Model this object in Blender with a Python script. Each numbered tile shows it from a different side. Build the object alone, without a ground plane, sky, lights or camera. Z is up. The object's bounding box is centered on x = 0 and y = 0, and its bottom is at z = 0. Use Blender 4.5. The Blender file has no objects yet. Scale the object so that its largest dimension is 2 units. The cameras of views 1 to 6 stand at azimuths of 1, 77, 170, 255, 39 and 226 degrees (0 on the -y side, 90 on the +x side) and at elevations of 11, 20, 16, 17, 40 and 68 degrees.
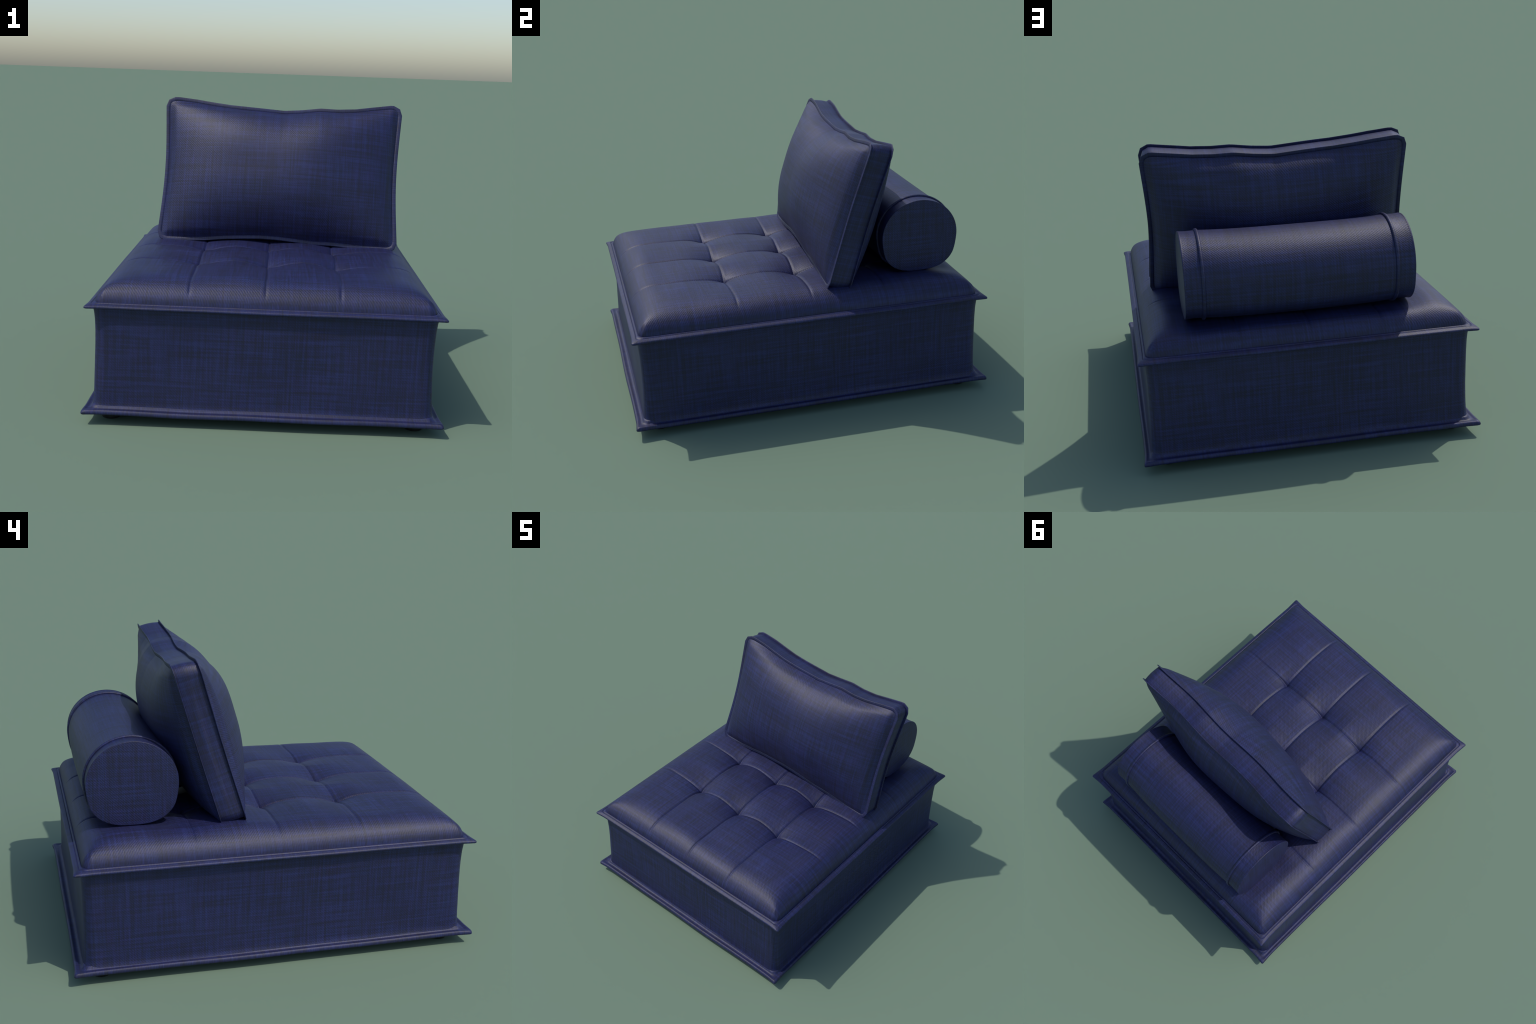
"""Low tufted lounge module in navy twill: square upholstered base with welted
flanges, a tufted seat, a leaning box cushion and a round bolster."""
import bpy
import math
import numpy as np
from mathutils import Matrix, Vector

rng = np.random.default_rng(7)

# ------------------------------------------------------------------ helpers


def smooth(a, b, x):
    t = np.clip((x - a) / (b - a), 0.0, 1.0)
    return t * t * (3 - 2 * t)


def make_object(name, verts, faces, material, parent, angle=None):
    me = bpy.data.meshes.new(name)
    me.from_pydata(np.asarray(verts, float).reshape(-1, 3).tolist(), [], [tuple(int(i) for i in f) for f in faces])
    me.polygons.foreach_set("use_smooth", [True] * len(me.polygons))
    if angle:
        me.set_sharp_from_angle(angle=math.radians(angle))
    me.materials.append(material)
    me.update()
    ob = bpy.data.objects.new(name, me)
    bpy.context.scene.collection.objects.link(ob)
    ob.parent = parent
    return ob


def make_thing(name, label, category, matrix=None):
    e = bpy.data.objects.new(name, None)
    e.empty_display_size = 0.2
    bpy.context.scene.collection.objects.link(e)
    if matrix is not None:
        e.matrix_world = matrix
    e["label"] = label
    e["category"] = category
    return e


def rect_ring(hx, hy, r, side_pts=60, corner_pts=10):
    """Closed counter-clockwise rounded rectangle, always the same vertex count."""
    pts = []
    cx, cy = hx - r, hy - r
    corners = [(cx, -cy, -90), (cx, cy, 0), (-cx, cy, 90), (-cx, -cy, 180)]
    for i, (px, py, a0) in enumerate(corners):
        for k in range(corner_pts + 1):
            a = math.radians(a0 + 90 * k / corner_pts)
            pts.append((px + r * math.cos(a), py + r * math.sin(a)))
        qx, qy, b0 = corners[(i + 1) % 4]
        e = pts[-1]
        b = math.radians(b0)
        s = (qx + r * math.cos(b), qy + r * math.sin(b))
        for k in range(1, side_pts):
            t = k / side_pts
            pts.append((e[0] + (s[0] - e[0]) * t, e[1] + (s[1] - e[1]) * t))
    return np.array(pts)


def loft(rings, closed_profile=False):
    """Quads between rings of equal length; returns verts, faces."""
    n = len(rings[0])
    verts = np.concatenate(rings)
    faces = []
    m = len(rings)
    for j in range(m if closed_profile else m - 1):
        a, b = j * n, ((j + 1) % m) * n
        for i in range(n):
            k = (i + 1) % n
            faces.append((a + i, a + k, b + k, b + i))
    return verts, faces


def rect_sdf(x, y, hx, hy, r):
    """Distance inside a rounded rectangle (positive inside)."""
    qx, qy = np.abs(x) - (hx - r), np.abs(y) - (hy - r)
    out = np.hypot(np.maximum(qx, 0), np.maximum(qy, 0))
    return r - out - np.minimum(np.maximum(qx, qy), 0)


def rect_panel(hx, hy, r, nx, ny):
    """Grid filling a rounded rectangle; corner squares are squeezed onto quarter discs."""
    def axis(h, n):
        t = np.linspace(-1, 1, n)
        return h * (0.72 * t + 0.28 * np.sin(t * math.pi / 2))
    X, Y = np.meshgrid(axis(hx, nx), axis(hy, ny), indexing="ij")
    ax, ay = np.maximum(np.abs(X) - (hx - r), 0) / r, np.maximum(np.abs(Y) - (hy - r), 0) / r
    both = (ax > 0) & (ay > 0)
    fx, fy = ax * np.sqrt(1 - ay ** 2 / 2), ay * np.sqrt(1 - ax ** 2 / 2)
    X = np.where(both, np.sign(X) * (hx - r + r * fx), X)
    Y = np.where(both, np.sign(Y) * (hy - r + r * fy), Y)
    faces = []
    for i in range(nx - 1):
        for j in range(ny - 1):
            a = i * ny + j
            faces.append((a, a + ny, a + ny + 1, a + 1))
    return X, Y, faces


def wobble(t, seed, waves=5):
    """Smooth seeded ripple of unit size along a parameter in [0, 1]."""
    g = np.random.default_rng(seed)
    out = np.zeros_like(t)
    for k in range(1, waves + 1):
        out += g.normal() / k ** 0.5 * np.sin(2 * math.pi * k * t + g.uniform(0, 6.28))
    return out / 2.2


# ---------------------------------------------------------------- materials


class Nodes:
    def __init__(self, name):
        self.mat = bpy.data.materials.new(name)
        self.mat.use_nodes = True
        self.t = self.mat.node_tree
        self.t.nodes.clear()

    def add(self, kind, **props):
        n = self.t.nodes.new("ShaderNode" + kind)
        for k, v in props.items():
            setattr(n, k, v)
        return n

    def put(self, sock, v):
        if isinstance(v, bpy.types.NodeSocket):
            self.t.links.new(v, sock)
        else:
            sock.default_value = v

    def math(self, op, a, b=0.0, c=0.0, clamp=False):
        n = self.add("Math", operation=op, use_clamp=clamp)
        for s, v in zip(n.inputs, (a, b, c)):
            self.put(s, v)
        return n.outputs[0]

    def xyz(self, a, b, c=0.0):
        n = self.add("CombineXYZ")
        for s, v in zip(n.inputs, (a, b, c)):
            self.put(s, v)
        return n.outputs[0]

    def noise(self, vec, scale, detail=2.0, rough=0.5):
        n = self.add("TexNoise")
        self.put(n.inputs["Vector"], vec)
        n.inputs["Scale"].default_value = scale
        n.inputs["Detail"].default_value = detail
        n.inputs["Roughness"].default_value = rough
        return n.outputs[0]

    def ramp(self, fac, stops):
        n = self.add("ValToRGB")
        el = n.color_ramp.elements
        while len(el) < len(stops):
            el.new(0.5)
        for e, (p, c) in zip(el, stops):
            e.position, e.color = p, (*c, 1)
        self.put(n.inputs[0], fac)
        return n.outputs[0]

    def mix(self, fac, a, b, blend="MIX"):
        n = self.add("Mix", data_type="RGBA", blend_type=blend)
        self.put(n.inputs[0], fac)
        self.put(n.inputs[6], a)
        self.put(n.inputs[7], b)
        return n.outputs[2]


DARK = (0.0078, 0.0086, 0.0330)
MID = (0.0102, 0.0126, 0.0600)
LIGHT = (0.0170, 0.0230, 0.1030)


def twill(name, mode, radius=0.2, offset=0.0, relief=0.34):
    """Navy slub twill. mode picks how the cloth lies on the part (object coordinates)."""
    N = Nodes(name)
    co = N.add("TexCoord").outputs["Object"]
    sep = N.add("SeparateXYZ")
    N.put(sep.inputs[0], co)
    x, y, z = sep.outputs
    geo = N.add("NewGeometry")
    tr = N.add("VectorTransform", vector_type="NORMAL", convert_from="WORLD", convert_to="OBJECT")
    N.put(tr.inputs[0], geo.outputs["Normal"])
    ns = N.add("SeparateXYZ")
    N.put(ns.inputs[0], tr.outputs[0])
    nx, ny, nz = ns.outputs
    sgn = lambda v: N.math("SUBTRACT", N.math("MULTIPLY", N.math("GREATER_THAN", v, 0.0), 2.0), 1.0)

    def pick(cond, a, b):
        return N.math("ADD", N.math("MULTIPLY", cond, a), N.math("MULTIPLY", N.math("SUBTRACT", 1.0, cond), b))

    if mode == "top":
        u, v = x, y
    elif mode == "wall":      # vertical walls: run along z x normal
        onx = N.math("GREATER_THAN", N.math("ABSOLUTE", nx), N.math("ABSOLUTE", ny))
        u = pick(onx, N.math("MULTIPLY", y, sgn(nx)), N.math("MULTIPLY", N.math("MULTIPLY", x, sgn(ny)), -1.0))
        v = z
    elif mode == "face":      # leaning cushion faces
        u, v = N.math("MULTIPLY", N.math("MULTIPLY", x, sgn(ny)), -1.0), z
    elif mode == "strip":     # boxing strip of the leaning cushion
        onx = N.math("GREATER_THAN", N.math("ABSOLUTE", nx), N.math("ABSOLUTE", nz))
        u, v = y, pick(onx, z, x)
    elif mode == "barrel":
        u, v = N.math("MULTIPLY", x, -1.0), N.math("MULTIPLY", N.math("ARCTAN2", y, z), -radius)
    else:                     # cap
        u, v = N.math("MULTIPLY", y, sgn(nx)), z
    if offset:
        u, v = N.math("ADD", u, offset), N.math("ADD", v, offset * 0.7)

    def streak(a, b, fine, long, detail=2.0):
        return N.noise(N.xyz(N.math("MULTIPLY", a, fine), N.math("MULTIPLY", b, long)), 1.0, detail, 0.6)

    warp = streak(u, v, 105.0, 3.4)
    weft = streak(v, u, 105.0, 3.4)
    warp2 = streak(u, v, 48.0, 1.3)
    weft2 = streak(v, u, 48.0, 1.3)
    fine = streak(u, v, 330.0, 26.0, 1.0)
    fine2 = streak(v, u, 330.0, 26.0, 1.0)
    tone = N.math("ADD", N.math("MULTIPLY", N.math("ADD", warp, weft), 0.29),
                  N.math("ADD", N.math("MULTIPLY", N.math("ADD", warp2, weft2), 0.13),
                         N.math("MULTIPLY", N.math("ADD", fine, fine2), 0.08)))
    # diagonal twill rib, broken into short slubs by the warp threads
    jig = N.math("MULTIPLY", N.math("SUBTRACT", N.noise(N.xyz(u, v), 60.0, 3.0, 0.7), 0.5), 7.0)
    ph = N.math("ADD", N.math("ADD", N.math("MULTIPLY", u, 500.0), N.math("MULTIPLY", v, 500.0)), jig)
    gate = N.noise(N.xyz(N.math("MULTIPLY", N.math("ADD", u, v), 150.0), N.math("MULTIPLY", N.math("SUBTRACT", u, v), 75.0)), 1.0, 1.0)
    gate = N.math("MULTIPLY", N.math("SUBTRACT", gate, 0.22), 1.9, clamp=True)
    rib = N.math("ADD", N.math("MULTIPLY", N.math("MULTIPLY", N.math("SINE", ph), 0.5), gate), 0.5)
    tone = N.math("ADD", tone, N.math("MULTIPLY", N.math("SUBTRACT", rib, 0.5), 0.075))
    col = N.ramp(tone, [(0.424, DARK), (0.503, MID), (0.600, LIGHT)])
    hue = N.ramp(streak(u, v, 60.0, 9.0), [(0.35, (0.86, 1.05, 1.0)), (0.65, (1.14, 0.95, 1.02))])
    col = N.mix(0.8, col, hue, "MULTIPLY")

    grain = N.noise(N.xyz(u, v), 420.0, 2.0, 0.6)
    h = N.math("ADD", N.math("MULTIPLY", rib, 0.75), N.math("ADD", N.math("MULTIPLY", grain, 0.2),
               N.math("MULTIPLY", N.math("ADD", fine, fine2), 0.25)))
    bump = N.add("Bump")
    bump.inputs["Strength"].default_value = relief
    bump.inputs["Distance"].default_value = 0.0022
    N.put(bump.inputs["Height"], h)
    bsdf = N.add("BsdfPrincipled")
    N.put(bsdf.inputs["Base Color"], col)
    bsdf.inputs["Roughness"].default_value = 0.55
    bsdf.inputs["Specular IOR Level"].default_value = 0.5
    N.put(bsdf.inputs["Normal"], bump.outputs[0])
    out = N.add("OutputMaterial")
    N.put(out.inputs[0], bsdf.outputs[0])
    return N.mat


def plain(name, color, rough):
    N = Nodes(name)
    co = N.add("TexCoord").outputs["Object"]
    n = N.noise(co, 40.0, 3.0)
    col = N.ramp(n, [(0.3, tuple(c * 0.8 for c in color)), (0.7, tuple(c * 1.2 for c in color))])
    bsdf = N.add("BsdfPrincipled")
    N.put(bsdf.inputs["Base Color"], col)
    bsdf.inputs["Roughness"].default_value = rough
    N.put(N.add("OutputMaterial").inputs[0], bsdf.outputs[0])
    return N.mat


cloth_top = twill("navy_twill_top", "top")
cloth_wall = twill("navy_twill_wall", "wall", offset=3.1, relief=0.24)
cloth_welt = twill("navy_twill_welt", "top", offset=1.3, relief=0.18)
cloth_face = twill("navy_twill_face", "face", offset=5.3)
cloth_strip = twill("navy_twill_strip", "strip", offset=7.7, relief=0.2)
cloth_barrel = twill("navy_twill_barrel", "barrel", radius=0.205, offset=9.1)
cloth_cap = twill("navy_twill_cap", "cap", offset=2.2)
black_plastic = plain("black_plastic", (0.012, 0.012, 0.012), 0.45)
black_lining = plain("black_lining", (0.010, 0.011, 0.016), 0.9)

# -------------------------------------------------------------- seat module
seat = make_thing("upholstered_seat", "low square navy upholstered seat with tufted top and flanged edges", "lounge seat")

BX, BY = 0.781, 0.943          # half size of the body at the seams
Z_BOT, Z_TOP = 0.058, 0.550    # levels of the two flanges


def ring3(hx, hy, r, z, **kw):
    p = rect_ring(hx, hy, r, **kw)
    return np.column_stack([p, np.full(len(p), z)])


# body wall: nearly straight, drawn in a touch at mid height, flared into both seams
wall_profile = [(0.060, 0.012), (0.076, 0.004), (0.095, 0.0), (0.16, -0.003), (0.25, -0.005),
                (0.34, -0.005), (0.42, -0.004), (0.48, -0.002), (0.515, 0.001), (0.538, 0.005), (0.548, 0.010)]
fz = np.array([p[0] for p in wall_profile])
fo = np.array([p[1] for p in wall_profile])
rings = []
for zz in np.linspace(0.060, 0.548, 60):
    o = float(np.interp(zz, fz, fo))
    q = ring3(BX + o, BY + o, 0.050, zz)
    lump = 0.0016 * (np.sin(5 * q[:, 0] - 4 * q[:, 1] + 9 * zz) + np.sin(11 * q[:, 0] + 9 * q[:, 1] - 7 * zz)) * math.sin(math.pi * (zz - 0.06) / 0.488)
    q[:, 0] += np.sign(q[:, 0]) * lump * (np.abs(q[:, 0]) > BX - 0.02)
    q[:, 1] += np.sign(q[:, 1]) * lump * (np.abs(q[:, 1]) > BY - 0.02)
    rings.append(q)
v, f = loft(rings)
make_object("base_wall", v, f, cloth_wall, seat)


def flange(name, profile, z0, corner_out, seed, wave_h, wave_r):
    """Double-layer welt swept round the base. profile: (outward share 0..1, height) from the
    inner top edge, over the rim, to the inner bottom edge."""
    rings = []
    n_ref = rect_ring(1, 1, 0.1, 70, 12)
    t = np.arange(len(n_ref)) / len(n_ref)
    wz, wr = wobble(t, seed, 14) * wave_h, wobble(t, seed + 1, 11) * wave_r
    for share, h in profile:
        s = max(share, 0.0)
        hx = BX - 0.012 + (corner_out[0] - BX + 0.012) * share
        hy = BY - 0.012 + (corner_out[1] - BY + 0.012) * share
        r = 0.042 + (0.010 - 0.042) * min(s, 1)
        p = rect_ring(hx, hy, r, 70, 12)
        # the flat of each side is pulled in a little, so the corners stand out as points
        mx = 1 - np.abs(p[:, 0]) / hx
        my = 1 - np.abs(p[:, 1]) / hy
        pull = 0.006 * s * smooth(0.0, 0.10, np.maximum(mx, my))
        d = p / np.array([hx, hy])
        nrm = np.where(np.abs(d[:, :1]) > np.abs(d[:, 1:]), np.sign(d) * [1, 0], np.sign(d) * [0, 1])
        p = p + nrm * (-pull + wr * s)[:, None]
        rings.append(np.column_stack([p, z0 + h + wz * s]))
    v, f = loft(rings, closed_profile=True)
    f = [q[::-1] for q in f]
    return make_object(name, v, f, cloth_welt, seat)


top_flange_profile = [(-0.05, 0.012), (0.06, 0.0130), (0.14, 0.0144), (0.20, 0.0150), (0.27, 0.0146), (0.34, 0.0122), (0.385, 0.0098),
                      (0.41, 0.0094), (0.44, 0.0110), (0.49, 0.0117), (0.58, 0.0108), (0.70, 0.0088), (0.84, 0.0062), (0.94, 0.0040), (0.98, 0.0018),
                      (0.995, -0.0005), (1.0, -0.003), (0.985, -0.0055), (0.94, -0.007), (0.6, -0.008), (-0.05, -0.008)]
flange("top_flange", top_flange_profile, Z_TOP, (0.816, 0.979), 11, 0.0012, 0.0012)
bottom_flange_profile = [(-0.05, 0.026), (0.14, 0.0255), (0.22, 0.0245), (0.28, 0.021), (0.33, 0.0150), (0.40, 0.0108), (0.50, 0.0092),
                         (0.62, 0.0096), (0.74, 0.0118), (0.84, 0.0125), (0.92, 0.0100), (0.98, 0.004), (1.0, -0.002),
                         (0.985, -0.007), (0.92, -0.010), (0.6, -0.008), (-0.05, -0.006)]
flange("bottom_flange", bottom_flange_profile, Z_BOT, (0.825, 0.994), 23, 0.0036, 0.0026)

# underside lining
p = ring3(BX, BY, 0.04, 0.0535)
v = np.concatenate([p, ring3(BX, BY, 0.04, 0.0595)])
n = len(p)
f = [tuple(range(n))[::-1], tuple(range(n, 2 * n))] + [(i, (i + 1) % n, n + (i + 1) % n, n + i) for i in range(n)]
make_object("underside_lining", v, f, black_lining, seat, angle=40)

# feet: low black pucks
foot_profile = [(0.0, 0.0), (0.034, 0.0), (0.041, 0.002), (0.0445, 0.007), (0.046, 0.014), (0.046, 0.054), (0.0, 0.054)]
seg = 40
rings = [np.array([(r * math.cos(2 * math.pi * k / seg), r * math.sin(2 * math.pi * k / seg), h) for k in range(seg)])
         for r, h in foot_profile[1:-1]]
v, f = loft(rings)
f += [tuple(range(seg))[::-1], tuple(range((len(rings) - 1) * seg, len(rings) * seg))]
foot = make_object("foot", v, f, black_plastic, seat, angle=35)
foot.location = (-0.706, -0.858, 0)
for px, py in ((0.706, -0.858), (0.706, 0.858), (-0.706, 0.858)):
    g = foot.copy()
    bpy.context.scene.collection.objects.link(g)
    g.parent = seat
    g.location = (px, py, 0)

# tufted seat top
TUFT_X = (-0.346, 0.0, 0.342)
TUFT_Y = (-0.402, 0.005, 0.412)
SX, SY, SR = BX - 0.006, BY - 0.006, 0.045


def seat_height(x, y):
    ex_, ey_ = np.maximum(SX - np.abs(x), 1e-6), np.maximum(SY - np.abs(y), 1e-6)
    near = np.minimum(ex_, ey_)
    blend = (ex_ ** -3.0 + ey_ ** -3.0) ** (-1 / 3.0)          # rounds the shoulder at the corners
    d = np.maximum(rect_sdf(x, y, SX, SY, SR), 0) / near * blend
    t = np.clip(d / 0.165, 0, 1)
    rise = (1 - (1 - t) ** 2.3) ** (1 / 1.8)
    z = 0.558 + 0.107 * rise
    crown = (1 - (x / SX) ** 2) * (1 - (y / SY) ** 4)
    z = z + 0.023 * crown ** 0.8
    # the loose bolster presses the back of the seat down
    press = smooth(0.66, 0.50, np.abs(x - 0.02)) * smooth(0.44, 0.55, y) * smooth(0.92, 0.80, y)
    z = z - 0.020 * press
    fade = smooth(0.015, 0.120, d)
    run = smooth(0.004, 0.045, d)      # the front-to-back seams run down the front slope
    wx, wy = 0.0025 * np.sin(y * 13 + 1), 0.0025 * np.sin(x * 15 + 2)
    dx = np.min([np.abs(x - a + wx) for a in TUFT_X], axis=0)
    dy = np.min([np.abs(y - a + wy) for a in TUFT_Y], axis=0)

    def crease(q, w):
        return np.clip(1 - q / w, 0, 1) ** 2

    along_x = (crease(dx, 0.15) * 0.008 * smooth(0.03, 0.2, d) + crease(dx, 0.016) * 0.0068) * run
    along_y = (crease(dy, 0.17) * 0.008 * smooth(0.03, 0.2, d) + crease(dy, 0.016) * 0.0062) * fade
    pit = np.zeros_like(x)
    for a in TUFT_X:
        for b in TUFT_Y:
            r = np.hypot(x - a, y - b)
            pit = np.maximum(pit, 0.040 * np.exp(-(r / 0.080)) + 0.004 * np.exp(-(r / 0.016) ** 2))
    z = z + 0.0016 * fade * (np.sin(9 * x + 5 * y + 1) + np.sin(14 * x - 11 * y) * 0.7 + np.sin(23 * y + 6 * x + 2) * 0.5)
    tight = np.clip(pit / 0.030, 0, 1)               # seams slacken between the tufts
    along_x, along_y = along_x * (0.72 + 0.35 * tight), along_y * (0.60 + 0.45 * tight)
    return z - np.maximum(along_x, along_y) - 1.08 * pit * fade - 0.35 * np.minimum(along_x, along_y)


X, Y, f = rect_panel(SX, SY, SR, 400, 460)
# gather the grid towards the crease lines so that they stay crisp
for arr, lines in ((X, TUFT_X), (Y, TUFT_Y)):
    for a in lines:
        q = arr - a
        arr -= 0.35 * q * np.exp(-(q / 0.030) ** 2)
Z = seat_height(X, Y)
v = np.stack([X, Y, Z], -1).reshape(-1, 3)
make_object("tufted_seat_top", v, f, cloth_top, seat)

# ---------------------------------------------------------- leaning cushion
ex = Vector((1.297, -0.0375, -0.002)).normalized()
ez = Vector((0.015, 0.2265, 0.748)).normalized()
ex = (ex - ez * ex.dot(ez)).normalized()
ey = ez.cross(ex)
centre = Vector((0.044, 0.238, 1.048))
M = Matrix((ex, ey, ez)).transposed().to_4x4()
M.translation = centre
cushion = make_thing("back_cushion", "navy box cushion with piped edges, leaning as a backrest", "cushion", M)

PX, PZ, PR = 0.667, 0.403, 0.050   # half width, half height, corner radius of the piping line
THICK, LIFT = 0.119, 0.014

# sag of the top edge read as a few knots across the width
knot_x = np.array([-0.666, -0.594, -0.494, -0.394, -0.294, -0.194, -0.094, 0.006, 0.106, 0.206, 0.306, 0.406, 0.506, 0.606, 0.666])
knot_top = np.array([0.012, 0.016, 0.007, -0.007, -0.019, -0.0250, -0.030, -0.035, -0.026, -0.013, -0.016, -0.009, 0.008, 0.024, 0.018])
knot_bot = np.array([0.0, 0.0, 0.004, 0.012, 0.024, 0.031, 0.036, 0.034, 0.026, 0.018, 0.018, 0.012, 0.006, 0.001, 0.0])


def cushion_warp(u, w, depth):
    """Draw the sides in between the corners and ripple the edges."""
    kt = np.interp(u, knot_x, knot_top)
    kb = np.interp(u, knot_x, knot_bot)
    kb = kb * (1 - 0.8 * np.clip(depth / THICK, 0, 1))
    up, dn = smooth(0.0, 1.0, w / PZ), smooth(0.0, 1.0, -w / PZ)
    bow = -0.020 * np.cos(np.clip(w / PZ, -1, 1) * math.pi / 2) ** 1.3
    bow = bow * np.where((depth > 0.06) & (u < 0), 0.65, 1.0)
    edge = smooth(0.2, 1.0, np.abs(u) / PX)
    w2 = w + kt * up + kb * dn
    u2 = u + np.sign(u) * bow * edge
    rip = 0.005 * np.sin(u * 11.0 + 0.9) * up + 0.003 * np.sin(u * 9.0 - 1.0) * dn
    return u2, w2, depth + rip


def cushion_pts(u, w, y):
    """y 0 = front piping plane, THICK = rear piping plane."""
    u2, w2, y2 = cushion_warp(u, w, y)
    return np.stack([u2, y2, w2 + LIFT * (y / THICK)], -1)


def bulge(u, w, amount, full):
    d = rect_sdf(u, w, PX - 0.020, PZ - 0.020, PR - 0.015)
    a = np.clip(1 - (np.abs(u) / (PX - 0.02)) ** 2.4, 0, 1)
    up = smooth(-0.1, 0.1, w)
    b = np.clip(1 - (np.abs(w) / (PZ - 0.02)) ** (2.2 + 0.8 * up * full), 0, 1)
    low = smooth(0.0, 0.2, -w) * (1 - full)
    b = b ** (1 - 0.35 * low)
    dome = (a ** 0.72) * (b ** (0.82 + 0.06 * (1 - full) - 0.07 * up * full))
    return amount * dome + 0.010 * smooth(0, 0.045, d)


def face_panel(name, rear, amount):
    U, W, f = rect_panel(PX - 0.018, PZ - 0.018, PR - 0.015, 150, 110)
    B = bulge(U, W, amount, 0.45 if rear else 1.0)
    B *= 1 + 0.035 * np.sin(5.3 * U + 1.1) * np.cos(6.1 * W - 0.6) + 0.02 * np.sin(11 * U - 4 * W)
    pts = cushion_pts(U, W, np.full_like(U, THICK if rear else 0.0))
    pts[..., 1] += B if rear else -B
    if rear:
        f = [q[::-1] for q in f]
    return make_object(name, pts.reshape(-1, 3), f, cloth_face, cushion)


face_panel("front_panel", False, 0.155)
face_panel("rear_panel", True, 0.156)

kw = dict(side_pts=70, corner_pts=2)


def out_ring(inset, y):
    p = rect_ring(PX - inset, PZ - inset, max(PR - inset * 0.8, 0.02), **kw)
    return cushion_pts(p[:, 0], p[:, 1], np.full(len(p), y))


strip = [out_ring(0.0145 - 0.005 * math.sin(math.pi * t), THICK * t) for t in np.linspace(-0.01, 1.01, 14)]
v, f = loft(strip)
make_object("boxing_strip", v, f, cloth_strip, cushion)
for yy, nm in ((0.0, "piping"), (THICK, "piping")):
    s = 1 if yy == 0 else -1
    prof = [(0.026, -0.0022), (0.012, -0.0028), (0.004, -0.0027), (0.0015, -0.0023), (0.0003, -0.0012), (0.0, 0.0),
            (0.0003, 0.0012), (0.0015, 0.0023), (0.004, 0.0027), (0.012, 0.0028), (0.026, 0.0022)]
    v, f = loft([out_ring(i, yy + s * o) for i, o in prof], closed_profile=True)
    if yy == 0:
        f = [q[::-1] for q in f]
    make_object(nm, v, f, cloth_strip, cushion)

# ------------------------------------------------------------------ bolster
X0, X1 = -0.527, 0.573
by0, by1 = 0.670, 0.670
mid = Vector(((X0 + X1) / 2, (by0 + by1) / 2, 0.866))
bx = Vector((X1 - X0, by1 - by0, 0)).normalized()
bz = Vector((0, 0, 1))
M = Matrix((bx, bz.cross(bx), bz)).transposed().to_4x4()
M.translation = mid
bolster = make_thing("bolster_cushion", "navy cylindrical bolster with piped ends lying behind the cushion", "bolster", M)
HALF = (X1 - X0) / 2
NSEG = 96
ang = np.linspace(0, 2 * math.pi, NSEG, endpoint=False)
R_Y, R_Z, FLAT = 0.220, 0.208, 0.205


def section(r, x):
    """Round section pressed flat where it rests on the seat."""
    c, s = np.sin(ang), np.cos(ang)
    e = 2 / np.where(s < 0, 2 + 0.6 * smooth(0, 0.5, -s), 2.0)      # lower half squarer
    yy = R_Y * r * np.sign(c) * np.abs(c) ** e
    zz = np.where(s < 0, FLAT, R_Z) * r * np.sign(s) * np.abs(s) ** e
    return np.stack([np.full_like(yy, x), yy, zz], -1)


PIPE = HALF - 0.088


def waist(x):
    """The cover sags along its top and swells a little at the back and underneath."""
    sag = 1 - abs(x / PIPE) ** 3
    return 0.99 + sag * np.where(np.cos(ang) > 0, -0.052 * np.cos(ang) ** 2, 0) + sag * 0.050 * (1 - np.clip(np.cos(ang), 0, 1))


barrel = [section(waist(x), x) for x in np.linspace(-PIPE, PIPE, 50)]
v, f = loft(barrel)
make_object("bolster_cover", v, f, cloth_barrel, bolster)
for sgn in (-1, 1):
    cuff = [(PIPE, 0.99), (PIPE + 0.012, 0.985), (PIPE + 0.05, 0.982), (HALF - 0.012, 0.988), (HALF - 0.006, 0.991)]
    v, f = loft([section(r, sgn * x) for x, r in cuff])
    make_object("bolster_cuff", v, f if sgn > 0 else [q[::-1] for q in f], cloth_barrel, bolster)
    pipe = []
    for k in range(9):
        a = 2 * math.pi * k / 9
        pipe.append(section(1.0 + 0.032 * math.sin(a), sgn * (PIPE + 0.009 * math.cos(a))))
    v, f = loft(pipe, closed_profile=True)
    make_object("bolster_piping", v, f if sgn > 0 else [q[::-1] for q in f], cloth_barrel, bolster)
    cap = [(HALF - 0.008, 0.991), (HALF - 0.004, 0.996), (HALF - 0.001, 0.994), (HALF + 0.0005, 0.986), (HALF + 0.0005, 0.972), (HALF + 0.001, 0.94), (HALF + 0.002, 0.85),
           (HALF + 0.003, 0.6), (HALF + 0.0036, 0.3), (HALF + 0.0038, 0.02)]
    v, f = loft([section(r, sgn * x) for x, r in cap])
    f = f + [tuple(range((len(cap) - 1) * NSEG, len(cap) * NSEG))]
    make_object("end_cap", v, f if sgn > 0 else [q[::-1] for q in f], cloth_cap, bolster)
